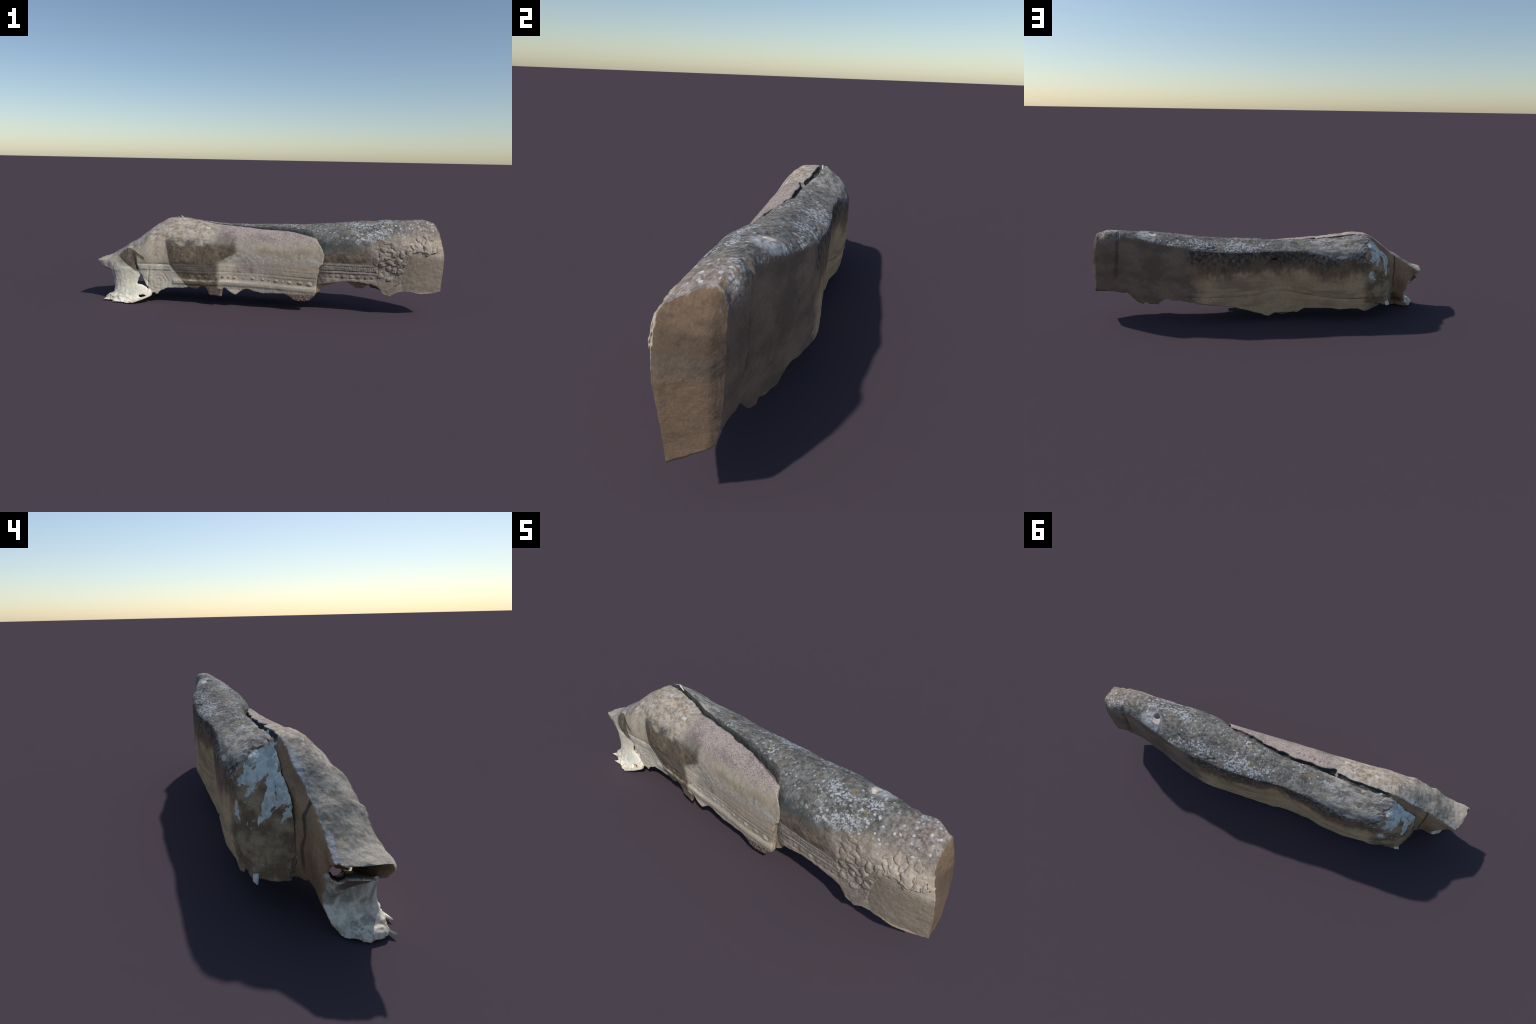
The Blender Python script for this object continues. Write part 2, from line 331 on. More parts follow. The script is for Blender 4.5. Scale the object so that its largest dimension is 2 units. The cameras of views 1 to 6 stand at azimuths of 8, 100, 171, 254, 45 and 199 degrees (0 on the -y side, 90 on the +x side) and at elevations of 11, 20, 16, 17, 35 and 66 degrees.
LIP = [(-.6,.07),(-.52,.07),(-.42,.056),(-.3,.036),(-.2,.02),(-.12,.012),(-.02,.006),(.1,-.016),(.25,-.05),(.33,-.1)]
def rear_relief(P, N):
    x, y, z = P.T
    front = sstep(.25, .75, -N[:, 1]) ; back = sstep(.3, .8, N[:, 1]); up = sstep(.3, .9, N[:, 2])
    h = .0045 * fbm(P, 7, 3) + .0016 * fbm(P, 45, 3, 3.3)
    # rough weathered crown, with small pits and long cracks
    h += up * (.0022 * fbm(P * [1, 2.2, 2.2], 38, 3, 8.1) - .004 * sstep(.38, .6, fbm(P * [.6, 2, 2], 20, 2, 4.4)))
    mask = front * box(x, .33, .635, .012)
    h += mask * moulding(z, x, .2125 + .002 * (x - .45))
    carved = front * sstep(.595, .64, x) * sstep(.175, .2, z) * (1 - sstep(.44, .49, z))
    # line below which the carving has spalled off, leaving a smooth lower face
    line = tab([(.5,.0),(.765,.19),(.778,.257),(.805,.335),(.83,.365),(.865,.372),(.90,.350),(.93,.366),(1.0,.366)], x + .006 * perlin(P * 60))
    spall = sstep(-.003, .003, line - z) * front * sstep(.70, .77, x)
    h += .72 * carved * (1 - spall) * figures(x, z) - .0045 * spall * (1 - sstep(.93, .985, x))
    h += front * (.002 * fbm(P, 30, 2, 6.6)) * sstep(.6, .65, x) * (1 - spall)
    # back: sagging bed lines and the dressed groove near the end
    zz = z - .03 * np.sin((x + .25) * 4.0) * sstep(.1, -.1, x) - .012 * perlin(np.stack([x * 4, x * 0, z * 3], 1))
    beds = -.0045 * np.exp(-((zz - .165) / .005) ** 2) - .0022 * np.exp(-((zz - .195) / .006) ** 2) + .0018 * np.exp(-((zz - .135) / .012) ** 2)
    h += back * sstep(.5, .4, x) * beds
    gx = .838 + .1 * (.45 - z)
    h -= sstep(.2, .6, N[:, 1]) * .015 * np.exp(-((x - gx) / .009) ** 2) * box(z, .25, .56, .03)
    # ragged crown edge over the cut end
    h += sstep(.9, .96, x) * sstep(.45, .5, z) * .006 * fbm(P * [.5, 2.5, 1], 30, 2, 2.2)
    # round dowel hole in the crown with a shallow dish beside it
    d = np.hypot(x - .648, y - .002); h -= up * (.020 * (1 - sstep(.010, .017, d)) + .006 * np.exp(-((x - .628) / .03) ** 2 - ((y - .015) / .025) ** 2))
    h += up * .0035 * sstep(.018, .004, np.abs(y - tab(LIP, x))) * sstep(.33, .28, x) * sstep(-.62, -.55, x)
    # hollow with a small socket in the back
    bk = sstep(.1, .5, N[:, 1])
    h -= bk * .030 * np.exp(-((x + .030) / .050) ** 2 - ((z - .335) / .055) ** 2)
    h -= bk * .040 * (1 - sstep(.006, .016, np.hypot(x + .028, (z - .378) * 1.3)))
    # broken left end: lumpy fracture with flakes
    h += sstep(-.45, -.58, x) * (.006 * np.abs(fbm(P, 14, 3, 5.5)) - .004 * sstep(.1, .25, fbm(P, 24, 2, 9.1)))
    return h

def slab_relief(P, N):
    x, y, z = P.T
    front = sstep(.3, .8, -N[:, 1]); up = sstep(.3, .9, N[:, 2])
    h = .0035 * fbm(P, 8, 3, 1.7) + .0012 * fbm(P, 50, 3, 3.9)
    h += up * .002 * fbm(P * [1, 2, 2], 34, 3, 5.2) * sstep(-.2, -.35, x)
    zb = tab([(-.6,.168),(-.33,.169),(-.2,.177),(0,.175),(.1,.171),(.3,.160)], x)
    m = front * box(x, -.53, .34, .01)
    h += m * moulding(z, x, zb) * (.40 + .35 * sstep(.0, .2, x))
    d = z - zb
    h += m * (.0055 * box(d, -.050, -.024, .008) + .0012 * box(d, -.068, -.052, .002) * sstep(.1, -.1, np.sin(x * 2 * np.pi / .011 + 4 * perlin(np.stack([x * 25, x * 0, x * 0], 1)))))
    # chipped blunt right edge of the slab
    h -= .006 * sstep(.27, .34, x) * np.abs(fbm(P, 26, 2, 7.7))
    cav = sstep(.34, .5, fbm(P * [.8, 1.6, 1.6], 26, 2, 6.1)) * up * sstep(-.15, -.3, x) * sstep(-.60, -.54, x)
    h += -.005 * cav + up * sstep(-.2, -.35, x) * (.004 * fbm(P, 17, 2, 8.8))
    for k in range(5):                                  # row of small drill holes
        d = np.hypot(x - (-.20 + .028 * k), y + .030 + .004 * k); h = h - up * .006 * (1 - sstep(.003, .006, d))
    # panel with scroll ornament at the left
    p = front * box(x, -.73, -.54, .01)
    h += p * arcs(x, z, -.617, .118, (.014, .034, .055), .004, .0018) * sstep(.2, .18, z)
    h -= p * .003 * np.exp(-((z - .236 + .25 * (x + .63) ** 2) / .0025) ** 2)
    h -= p * .005 * np.exp(-((x + .675 - .12 * (z - .15) ** 1) / .0028) ** 2) * box(z, .07, .21, .01)
    h += p * .003 * box(z, .2, .23, .004)
    # pale pier: long hair cracks
    q = sstep(-.74, -.78, x)
    h += q * sstep(.055, .02, z) * .010 * fbm(P, 30, 3, 6.9)
    h += q * (.0016 * fbm(P * [2, 2, .6], 22, 3, 2.9))
    return h

def displace(ob, fn):
    P = coords(ob); N = normals(ob)
    P = P + N * fn(P, N)[:, None]; P[:, 2] = np.maximum(P[:, 2], .0005)
    set_coords(ob, P)

# ------------------------------------------------------------------ build
def build_geometry():
    root = bpy.data.objects.new('stone_lintel_fragment', None)
    bpy.context.scene.collection.objects.link(root)
    root['label'] = 'weathered grey sandstone lintel block, cracked, with worn carving'
    root['category'] = 'stone fragment'

    rear = build_rear()
    displace(rear, rear_relief)
    # second pass lets the fine carving follow the coarse relief
    slab = join([build_slab(), loop_loft('h', HOOD, 0, 130, 150), loop_loft('p', PIER, 2, 90, 160)])
    voxel(slab, .0042)
    # gap between the panel and the pier, seen along the first camera's line
    v = np.array([-.375, 1.0, -.254])
    cut(slab, prism([(-.7225,-.13,.170),(-.752,-.13,.105),(-.694,-.13,.102)], v * .3))
    cut(slab, prism([(-.735,-.165,.046),(-.72,-.165,.028),(-.675,-.165,.044),(-.70,-.165,.052)], v * .12))
    # hollow under the beak: it runs down inside the pier and out below, as a thin lip over a dark opening
    d = np.array([.32, -.035, -.130])
    cut(slab, prism(np.array([(-1.02,-.104,.258),(-1.00,.030,.258),(-1.00,.026,.226),(-1.02,-.09,.212)]) + d / 2, d / 2))
    cut(slab, prism([(-.99,-.106,.236),(-.953,.023,.237),(-.953,.016,.207),(-.958,-.096,.194)], (.075, 0, -.010)))
    a, b = np.array([-1.0, .045, .245]), np.array([-.70, -.10, .095]); w = (b - a); w /= np.linalg.norm(w)
    s = np.cross(w, [0, 0, 1]); s /= np.linalg.norm(s); t = np.cross(s, w)
    cut(slab, prism([(a + b) / 2 + .025 * (math.cos(k) * s + math.sin(k) * t) for k in np.arange(8) * math.pi / 4], (b - a) / 2))
    voxel(slab, .0036)
    displace(slab, slab_relief)
    return root, rear, slab

# ------------------------------------------------------------------ materials
class Nodes:
    """Small helper for writing node graphs as formulas."""
    def __init__(self, name, rough=.92):
        self.m = bpy.data.materials.new(name); self.m.use_nodes = True
        self.t = self.m.node_tree; self.t.nodes.clear()
        self.out = self.t.nodes.new('ShaderNodeOutputMaterial')
        self.b = self.t.nodes.new('ShaderNodeBsdfPrincipled'); self.b.inputs['Roughness'].default_value = rough
        self.b.inputs['Specular IOR Level'].default_value = .2
        self.t.links.new(self.b.outputs[0], self.out.inputs[0])
        tc = self.t.nodes.new('ShaderNodeTexCoord'); self.P = tc.outputs['Object']
        self.x, self.y, self.z = self.split(self.P)
        g = self.t.nodes.new('ShaderNodeNewGeometry')
        self.nx, self.ny, self.nz = self.split(g.outputs['Normal'])
    def put(self, sock, v):
        if isinstance(v, bpy.types.NodeSocket): self.t.links.new(v, sock)
        elif isinstance(v, tuple) and len(v) == 3 and sock.type == 'RGBA': sock.default_value = (*v, 1)
        else: sock.default_value = v
    def split(self, v):
        n = self.t.nodes.new('ShaderNodeSeparateXYZ'); self.put(n.inputs[0], v); return n.outputs
    def op(self, o, a, b=0.0):
        n = self.t.nodes.new('ShaderNodeMath'); n.operation = o; self.put(n.inputs[0], a); self.put(n.inputs[1], b); return n.outputs[0]
    def add(self, *v):
        r = v[0]
        for q in v[1:]: r = self.op('ADD', r, q)
        return r
    def mul(self, *v):
        r = v[0]
        for q in v[1:]: r = self.op('MULTIPLY', r, q)
        return r
    def sub(self, a, b): return self.op('SUBTRACT', a, b)
    def inv(self, a): return self.op('SUBTRACT', 1.0, a)
    def mx(self, a, b): return self.op('MAXIMUM', a, b)
    def ramp(self, v, a, b):
        """Smooth 0..1 as v runs from a to b (either order)."""
        n = self.t.nodes.new('ShaderNodeMapRange'); n.interpolation_type = 'SMOOTHSTEP'
        if a < b: fr = (a, b, 0.0, 1.0)
        else: fr = (b, a, 1.0, 0.0)
        self.put(n.inputs[0], v)
        for i, q in enumerate(fr): n.inputs[1 + i].default_value = q
        return n.outputs[0]
    def lin(self, v, k, c): return self.op('ADD', self.op('MULTIPLY', v, k), c)
    def vec(self, sx=1, sy=1, sz=1, off=0):
        n = self.t.nodes.new('ShaderNodeMapping'); self.put(n.inputs[0], self.P)
        n.inputs['Scale'].default_value = (sx, sy, sz); n.inputs['Location'].default_value = (off, off * .7, off * 1.3); return n.outputs[0]
    def noise(self, scale, detail=4, off=0, sx=1, sy=1, sz=1, rough=.55, dist=0):
        n = self.t.nodes.new('ShaderNodeTexNoise'); self.put(n.inputs['Vector'], self.vec(sx, sy, sz, off))
        n.inputs['Scale'].default_value = scale; n.inputs['Detail'].default_value = detail; n.inputs['Roughness'].default_value = rough
        n.inputs['Distortion'].default_value = dist
        return n.outputs[0]
    def cells(self, scale, off=0, feature='F1', warp=.0):
        n = self.t.nodes.new('ShaderNodeTexVoronoi'); n.feature = feature
        v = self.vec(off=off)
        if warp:
            w = self.t.nodes.new('ShaderNodeTexNoise'); self.put(w.inputs['Vector'], v); w.inputs['Scale'].default_value = scale * 1.3; w.inputs['Detail'].default_value = 2
            s = self.t.nodes.new('ShaderNodeVectorMath'); s.operation = 'SCALE'; self.put(s.inputs[0], w.outputs[1]); s.inputs['Scale'].default_value = warp / scale
            a = self.t.nodes.new('ShaderNodeVectorMath'); self.put(a.inputs[0], v); self.put(a.inputs[1], s.outputs[0]); v = a.outputs[0]
        self.put(n.inputs['Vector'], v); n.inputs['Scale'].default_value = scale
        return n.outputs[0], (n.outputs[1] if feature == 'F1' else None)
    def mix(self, a, b, f):
        n = self.t.nodes.new('ShaderNodeMix'); n.data_type = 'RGBA'
        self.put(n.inputs[0], f); self.put(n.inputs[6], a); self.put(n.inputs[7], b); return n.outputs[2]
    def scale(self, c, f):
        n = self.t.nodes.new('ShaderNodeMix'); n.data_type = 'RGBA'; n.blend_type = 'MULTIPLY'; n.inputs[0].default_value = 1
        k = self.t.nodes.new('ShaderNodeCombineColor')
        for i in range(3): self.put(k.inputs[i], f)
        self.put(n.inputs[6], c); self.put(n.inputs[7], k.outputs[0]); return n.outputs[2]
    def finish(self, col, grain=.35, dist=.003):
        n1 = self.noise(140, 4, 3); n2 = self.noise(420, 2, 9)
        col = self.scale(col, self.add(.44, self.mul(n1, .66), self.mul(n2, .46)))
        self.put(self.b.inputs['Base Color'], col)
        bp = self.t.nodes.new('ShaderNodeBump'); bp.inputs['Strength'].default_value = grain; bp.inputs['Distance'].default_value = dist
        self.put(bp.inputs['Height'], self.add(self.noise(95, 5, 5, rough=.65), self.mul(self.noise(330, 2, 8), .4)))
        self.put(self.b.inputs['Normal'], bp.outputs[0])
        return self.m

def rear_material():
    n = Nodes('weathered_sandstone'); x, y, z = n.x, n.y, n.z
    big = n.noise(5, 4); mid = n.noise(16, 5, 2); fine = n.noise(60, 4, 4, rough=.7)
    j = n.sub(mid, .5)                                                     # boundary jitter
    # carved front
    c = n.mix((.275,.222,.178), (.45,.375,.30), n.ramp(n.add(mid, n.mul(n.sub(fine, .5), .8)), .35, .7))
    pale = n.mul(n.ramp(n.add(x, n.mul(j, .2)), .72, .80), n.ramp(n.add(z, n.mul(j, .12)), .34, .38), n.ramp(n.add(z, n.mul(j, .12)), .46, .41))
    c = n.mix(c, (.56,.465,.365), n.mul(pale, .75))
    c = n.mix(c, (.30,.24,.172), n.mul(n.ramp(x, .77, .80), n.ramp(n.add(z, n.mul(j, .05)), .37, .33), .7))
    pinkish = n.mul(n.ramp(x, .74, .60), n.ramp(fine, .35, .65), .6)
    c = n.mix(c, (.25,.195,.165), pinkish)
    # dark soiled field left of the carving, and the paler bead course under it
    dark = n.mul(n.ramp(n.add(x, n.mul(j, .16)), .64, .54), n.ramp(n.add(z, n.mul(j, .03)), .27, .30))
    dcol = n.mix((.105,.088,.07), (.25,.19,.138), n.ramp(n.add(n.mul(mid, .6), n.mul(fine, .4)), .36, .64))
    dcol = n.mix(dcol, (.095,.10,.095), n.ramp(n.add(z, n.mul(j, .10), n.mul(x, -.2)), .25, .31))
    c = n.mix(c, dcol, dark)
    course = n.mul(n.ramp(z, .292, .284), n.ramp(x, .635, .60))
    c = n.mix(c, n.mix((.24,.195,.15), (.40,.34,.275), n.ramp(fine, .35, .65)), course)
    # back: ochre bed stone, browner toward the cut end
    isback = n.ramp(n.ny, .15, .5)
    streak = n.noise(9, 5, 6, sx=.6, sz=3)
    b = n.mix((.45,.30,.165), (.62,.425,.245), n.ramp(n.add(n.mul(streak, .4), n.mul(n.noise(6, 4, 16, sz=1.4), .6)), .36, .64))
    b = n.mix(b, (.33,.225,.145), n.mul(n.ramp(n.noise(8, 4, 11, sx=.5, sz=1.6), .52, .66), .7))
    b = n.mix(b, n.mix((.20,.138,.10), (.31,.215,.155), n.ramp(n.noise(7, 5, 3, sz=1.6), .38, .66)), n.ramp(n.add(x, n.mul(j, .12)), .36, .46))
    soot_edge = n.add(z, n.mul(n.sub(n.noise(45, 5, 12, sz=.5), .5), .11), n.mul(n.sub(n.noise(6, 3, 7), .5), .22))
    soot = n.mul(n.ramp(soot_edge, .305, .40), n.ramp(n.add(x, n.mul(j, .1)), .50, .42), n.ramp(x, -.64, -.54), .9)
    b = n.mix(b, (.20,.12,.08), n.mul(n.ramp(soot_edge, .26, .33), n.ramp(x, .46, .38), .85))
    b = n.mix(b, n.mix((.06,.05,.045), (.24,.18,.135), n.ramp(n.noise(60, 5, 14, sz=.8), .40, .68)), soot)
    c = n.mix(c, b, isback)
    # crown: grey lichen crust
    jz = n.add(n.mul(j, .10), n.mul(n.sub(fine, .5), .05))
    front_line = n.sub(n.add(z, jz), n.add(.405, n.mul(n.ramp(x, .58, .78), .050)))
    crown = n.mx(n.mul(n.ramp(front_line, -.02, .03), n.ramp(y, .04, .0)), n.mul(n.ramp(n.add(n.nz, n.mul(n.sub(fine, .5), .6)), .32, .5), n.ramp(y, -.05, .0)))
    g = n.mix((.078,.077,.070), (.295,.282,.26), n.ramp(n.add(n.mul(fine, .7), n.mul(mid, .3)), .36, .66))
    g = n.mix(g, (.20,.16,.125), n.mul(n.ramp(n.noise(34, 4, 19), .54, .66), .5))
    g = n.mix(g, n.mix((.20,.165,.14), (.40,.335,.285), n.ramp(fine, .4, .62)), n.mul(n.ramp(n.add(x, n.mul(j, .25)), .74, .86), .8))
    g = n.mix(g, (.26,.19,.09), n.mul(n.ramp(n.noise(22, 4, 21), .60, .70), .6))
    left = n.ramp(n.add(x, n.mul(j, .2)), -.16, -.34)
    g = n.mix(g, n.mix((.17,.155,.135), (.46,.42,.37), n.ramp(n.noise(30, 5, 17, sx=.5), .38, .62)), n.mul(left, .85))
    # lichen rosettes, large and small
    d1, r1 = n.cells(70, 1, warp=.8); d2, r2 = n.cells(150, 5, warp=.8); d3, r3 = n.cells(46, 12, warp=.35)
    r1s = n.split(r1)[0]; r3s = n.split(r3)[1]
    patchy = n.add(n.mul(n.noise(9, 4, 31, rough=.65), 1.0), n.mul(n.ramp(x, .40, .56), n.ramp(x, .80, .70), n.ramp(y, .0, -.05), .17), n.mul(n.ramp(y, .05, .09), n.ramp(x, -.15, .10), n.ramp(x, .62, .5), .17))
    pick1 = n.ramp(n.add(patchy, n.mul(n.sub(r1s, .5), .16)), .60, .63)
    pick2 = n.ramp(n.add(patchy, n.mul(n.sub(n.noise(42, 3, 8), .5), .7)), .60, .70)
    loose = n.mul(n.ramp(n.add(d3, n.mul(n.sub(fine, .5), .3)), .27, .19), n.ramp(n.add(r3s, n.mul(n.ramp(x, .72, .80), .18)), .80, .82))               # single round rosettes
    spots = n.mx(n.mx(n.mul(n.ramp(d1, .48, .34), pick1), n.mul(n.ramp(d2, .55, .40), pick2)), loose)
    g = n.mix(g, n.mix((.36,.365,.37), (.57,.575,.585), n.ramp(fine, .3, .65)), n.mul(spots, n.ramp(x, -.55, -.2), .9))
    c = n.mix(c, g, crown)
    few, _ = n.cells(34, 9, warp=.3)                                         # scattered rosettes further down the carved front
    c = n.mix(c, (.56,.56,.55), n.mul(n.ramp(few, .20, .16), n.ramp(x, .60, .66), n.ramp(z, .39, .43), n.ramp(n.ny, .1, -.1)))
    # chalky dish beside the dowel hole
    dd = n.add(n.op('POWER', n.op('ABSOLUTE', n.lin(x, 1, -.645)), 2.0), n.op('POWER', n.op('ABSOLUTE', n.lin(y, 1, -.024)), 2.0))
    dd2 = n.add(n.op('POWER', n.op('ABSOLUTE', n.lin(x, 1, -.672)), 2.0), n.op('POWER', n.op('ABSOLUTE', n.lin(y, 1, -.036)), 2.0))
    c = n.mix(c, (.74,.65,.56), n.mul(n.ramp(dd, .0006, .00015), crown))
    c = n.mix(c, (.50,.50,.50), n.mul(n.ramp(n.add(dd2, n.mul(j, .006), n.mul(n.sub(fine, .5), .004)), .0035, .0010), n.ramp(dd, .0003, .0008), crown, .7))
    # cream edge along the crack
    ey = n.add(y, n.mul(n.ramp(x, -.03, .30), .085), n.mul(n.ramp(x, -.52, -.03), -.062), -.06)
    lip = n.mul(n.ramp(n.op('ABSOLUTE', n.add(ey, .066, n.mul(j, .012))), .012, .004), n.ramp(x, -.24, -.30), n.ramp(x, -.66, -.60))
    # broken left end: brown fracture with a pale blue-grey scar
    e = n.mix((.20,.135,.085), (.40,.29,.18), n.ramp(n.noise(18, 5, 23), .38, .62))
    endm = n.ramp(n.add(x, n.mul(j, .1)), -.53, -.58)
    c = n.mix(c, e, n.mul(endm, n.ramp(n.nz, .75, .45)))
    sx_ = n.add(x, n.mul(n.sub(n.noise(20, 4, 41), .5), .09)); sz_ = n.add(z, n.mul(n.sub(n.noise(20, 4, 43), .5), .12))
    scar = n.mul(n.ramp(sx_, -.575, -.583), n.ramp(n.add(sz_, n.mul(n.add(x, .60), .30)), .235, .247), n.ramp(z, .485, .47))
    holes = n.mul(n.ramp(n.add(n.noise(10, 5, 52, dist=.8), n.mul(n.ramp(z, .36, .28), .05)), .53, .55), n.ramp(z, .45, .41))
    c = n.mix(c, n.mix((.50,.53,.49), (.72,.75,.69), n.ramp(n.noise(40, 4, 3), .35, .6)), n.mul(scar, n.inv(holes)))
    chips = n.mul(n.ramp(n.noise(26, 4, 61, sx=.6), .55, .60), n.ramp(x, -.36, -.44), n.ramp(x, -.60, -.56), n.ramp(z, .37, .41))
    c = n.mix(c, (.52,.45,.36), n.mul(chips, .8))
    c = n.mix(c, (.55,.48,.39), n.mul(lip, .85))
    # cut end: brown, plain, faint horizontal saw bands
    cut_ = n.mul(n.ramp(n.add(n.nx, n.mul(n.sub(n.noise(70, 3, 6, sz=.25), .5), .5)), .62, .78), n.ramp(x, .90, .93))
    f = n.mix((.125,.087,.06), (.19,.128,.085), n.ramp(n.add(n.noise(5, 5, 3, sz=3), n.mul(n.ramp(z, .36, .30), .10)), .42, .60))
    f = n.mix(f, (.135,.108,.083), n.mul(n.ramp(n.op('ABSOLUTE', n.add(z, n.mul(j, .04), -.36)), .035, .012), .6))
    f = n.mix(f, (.10,.085,.07), n.mul(n.ramp(n.noise(24, 3, 15), .66, .73), .6))
    c = n.mix(c, f, cut_)
    # rear wall of the crack, painted near-black for the shadow in the gap
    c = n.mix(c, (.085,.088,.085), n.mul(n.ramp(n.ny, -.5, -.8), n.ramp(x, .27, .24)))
    c = n.mix(c, (.16,.125,.09), n.ramp(n.nz, -.4, -.7))
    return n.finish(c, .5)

def slab_material():
    n = Nodes('pale_sandstone'); x, y, z = n.x, n.y, n.z
    mid = n.noise(14, 5, 2); fine = n.noise(70, 4, 4, rough=.7); j = n.sub(mid, .5); soft = n.noise(5, 3, 9, sx=.6)
    c = n.mix((.33,.275,.222), (.50,.425,.345), n.ramp(n.add(n.mul(soft, .6), n.mul(fine, .4)), .36, .62))
    c = n.mix(c, (.335,.275,.18), n.mul(n.ramp(n.op('ABSOLUTE', n.add(z, n.mul(j, .08), -.335)), .05, .01), n.ramp(n.noise(6, 3, 13), .42, .6), .8))
    c = n.mix(c, (.47,.44,.38), n.mul(n.ramp(n.op('ABSOLUTE', n.add(z, n.mul(j, .10), -.285)), .035, .01), n.ramp(fine, .4, .6), .7))
    c = n.mix(c, (.34,.275,.205), n.mul(n.ramp(n.add(x, n.mul(j, .1)), .02, .12), n.ramp(z, .30, .24), .7))
    c = n.mix(c, (.30,.20,.13), n.mul(n.ramp(n.noise(11, 3, 25), .60, .68), n.ramp(x, .0, -.15), n.ramp(z, .35, .31), .7))
    c = n.mix(c, (.76,.64,.48), n.mul(n.ramp(n.add(x, n.mul(j, .16)), -.11, -.17), n.ramp(x, -.31, -.30), n.ramp(n.add(z, n.mul(j, .12)), .275, .25), .85))
    c = n.mix(c, (.25,.185,.135), n.mul(n.ramp(n.noise(17, 3, 67), .60, .66), n.ramp(x, .1, -.05), n.ramp(z, .34, .30), .75))
    c = n.mix(c, (.245,.21,.14), n.mul(n.ramp(n.noise(21, 4, 69), .58, .66), n.ramp(z, .27, .29), n.ramp(z, .36, .33), .7))
    # pinkish crown with dark purple speckle
    up = n.ramp(n.add(z, n.mul(j, .10)), .375, .42)
    c = n.mix(c, (.46,.375,.33), n.mul(up, .8))
    c = n.mix(c, (.205,.16,.162), n.mul(n.mul(n.ramp(n.add(n.noise(150, 4, 33, rough=.75), n.mul(n.noise(9, 3, 35), .6)), .74, .90), .8), n.ramp(n.add(z, n.mul(j, .12)), .36, .41), n.ramp(x, -.34, -.22)))
    # pale lower lip and granular broken under-edge
    c = n.mix(c, (.45,.385,.30), n.mul(n.op('MINIMUM', n.ramp(z, .152, .145), n.ramp(z, .104, .110)), n.ramp(x, -.3, -.2)))
    gr = n.mix((.085,.06,.05), (.36,.255,.20), n.ramp(n.noise(170, 3, 5), .46, .60))
    c = n.mix(c, gr, n.mul(n.ramp(n.add(z, n.mul(j, .01)), .100, .094), n.ramp(x, -.04, .0)))
    c = n.mix(c, n.mix((.13,.10,.075), (.32,.24,.17), n.ramp(n.noise(60, 3, 5, sz=.2), .4, .62)), n.mul(n.ramp(z, .108, .103), n.ramp(x, -.345, -.33), n.ramp(x, -.222, -.228)))
    # dark field with a sharp left edge
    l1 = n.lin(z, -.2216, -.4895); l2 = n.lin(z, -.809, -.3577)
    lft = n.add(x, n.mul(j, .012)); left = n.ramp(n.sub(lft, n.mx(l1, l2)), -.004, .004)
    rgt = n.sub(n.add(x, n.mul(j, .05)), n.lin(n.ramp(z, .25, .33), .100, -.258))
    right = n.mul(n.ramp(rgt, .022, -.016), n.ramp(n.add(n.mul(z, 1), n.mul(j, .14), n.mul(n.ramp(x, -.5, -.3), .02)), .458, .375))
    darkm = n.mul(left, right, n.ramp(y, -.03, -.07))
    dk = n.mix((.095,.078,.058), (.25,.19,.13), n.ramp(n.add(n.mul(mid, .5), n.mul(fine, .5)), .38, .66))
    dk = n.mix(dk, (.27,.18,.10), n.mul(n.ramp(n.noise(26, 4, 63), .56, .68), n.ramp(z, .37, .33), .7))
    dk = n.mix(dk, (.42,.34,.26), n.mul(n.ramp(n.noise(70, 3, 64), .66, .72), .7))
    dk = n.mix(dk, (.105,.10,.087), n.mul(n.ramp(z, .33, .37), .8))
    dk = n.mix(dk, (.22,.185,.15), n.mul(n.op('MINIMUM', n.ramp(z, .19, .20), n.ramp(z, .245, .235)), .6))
    isleft = n.inv(left)
    lp = n.mix((.43,.355,.26), (.55,.475,.36), n.ramp(n.add(n.mul(mid, .5), n.mul(fine, .5)), .38, .6))
    lp = n.mix(lp, (.47,.36,.20), n.mul(n.ramp(n.noise(20, 4, 45), .58, .66), .6))
    lp = n.mix(lp, n.mix((.58,.515,.405), (.72,.67,.535), n.ramp(n.noise(16, 4, 47), .4, .62)), n.ramp(n.add(z, n.mul(j, .01)), .238, .230))
    lp = n.mix(lp, (.46,.40,.335), n.mul(n.ramp(z, .10, .085), n.ramp(x, -.59, -.56)))
    c = n.mix(c, lp, n.mul(isleft, n.ramp(y, -.02, -.08)))
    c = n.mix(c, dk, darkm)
    # rough crown toward the peak and the hood
    cr = n.mul(n.ramp(n.add(x, n.mul(j, .12)), -.24, -.32), n.ramp(n.add(n.nz, n.mul(j, .9)), .18, .56))
    h = n.mix((.27,.225,.175), (.54,.465,.385), n.ramp(n.add(n.mul(n.noise(38, 5, 51, rough=.7), .7), n.mul(fine, .3)), .38, .60))
    h = n.mix(h, (.47,.35,.20), n.mul(n.ramp(n.noise(24, 4, 53), .55, .66), .75))
    h = n.mix(h, (.62,.58,.55), n.mul(n.ramp(n.noise(30, 4, 57), .60, .68), .8))
    h = n.mix(h, n.mix((.21,.195,.165), (.44,.395,.33), n.ramp(n.add(n.mul(mid, .6), n.mul(fine, .4)), .40, .62)), n.mul(n.ramp(n.add(x, n.mul(j, .1)), -.64, -.72), n.ramp(n.add(x, n.mul(j, .1)), -.93, -.89), .85))
    h = n.mix(h, (.52,.455,.37), n.mul(n.ramp(n.add(x, n.mul(j, .06)), -.89, -.93), .8))
    c = n.mix(c, h, cr)
    rim = n.mul(n.ramp(n.add(y, n.mul(n.sub(n.noise(30, 4, 71), .5), .05)), .010, .018), n.ramp(x, -.60, -.66), n.ramp(n.nz, .1, .3))
    c = n.mix(c, (.47,.48,.475), n.mul(rim, .8))
    # pier: bright cream below the hood
    line = n.add(n.mul(n.add(x, .727), .75), z, n.mul(j, .03))                 # runs down toward the panel
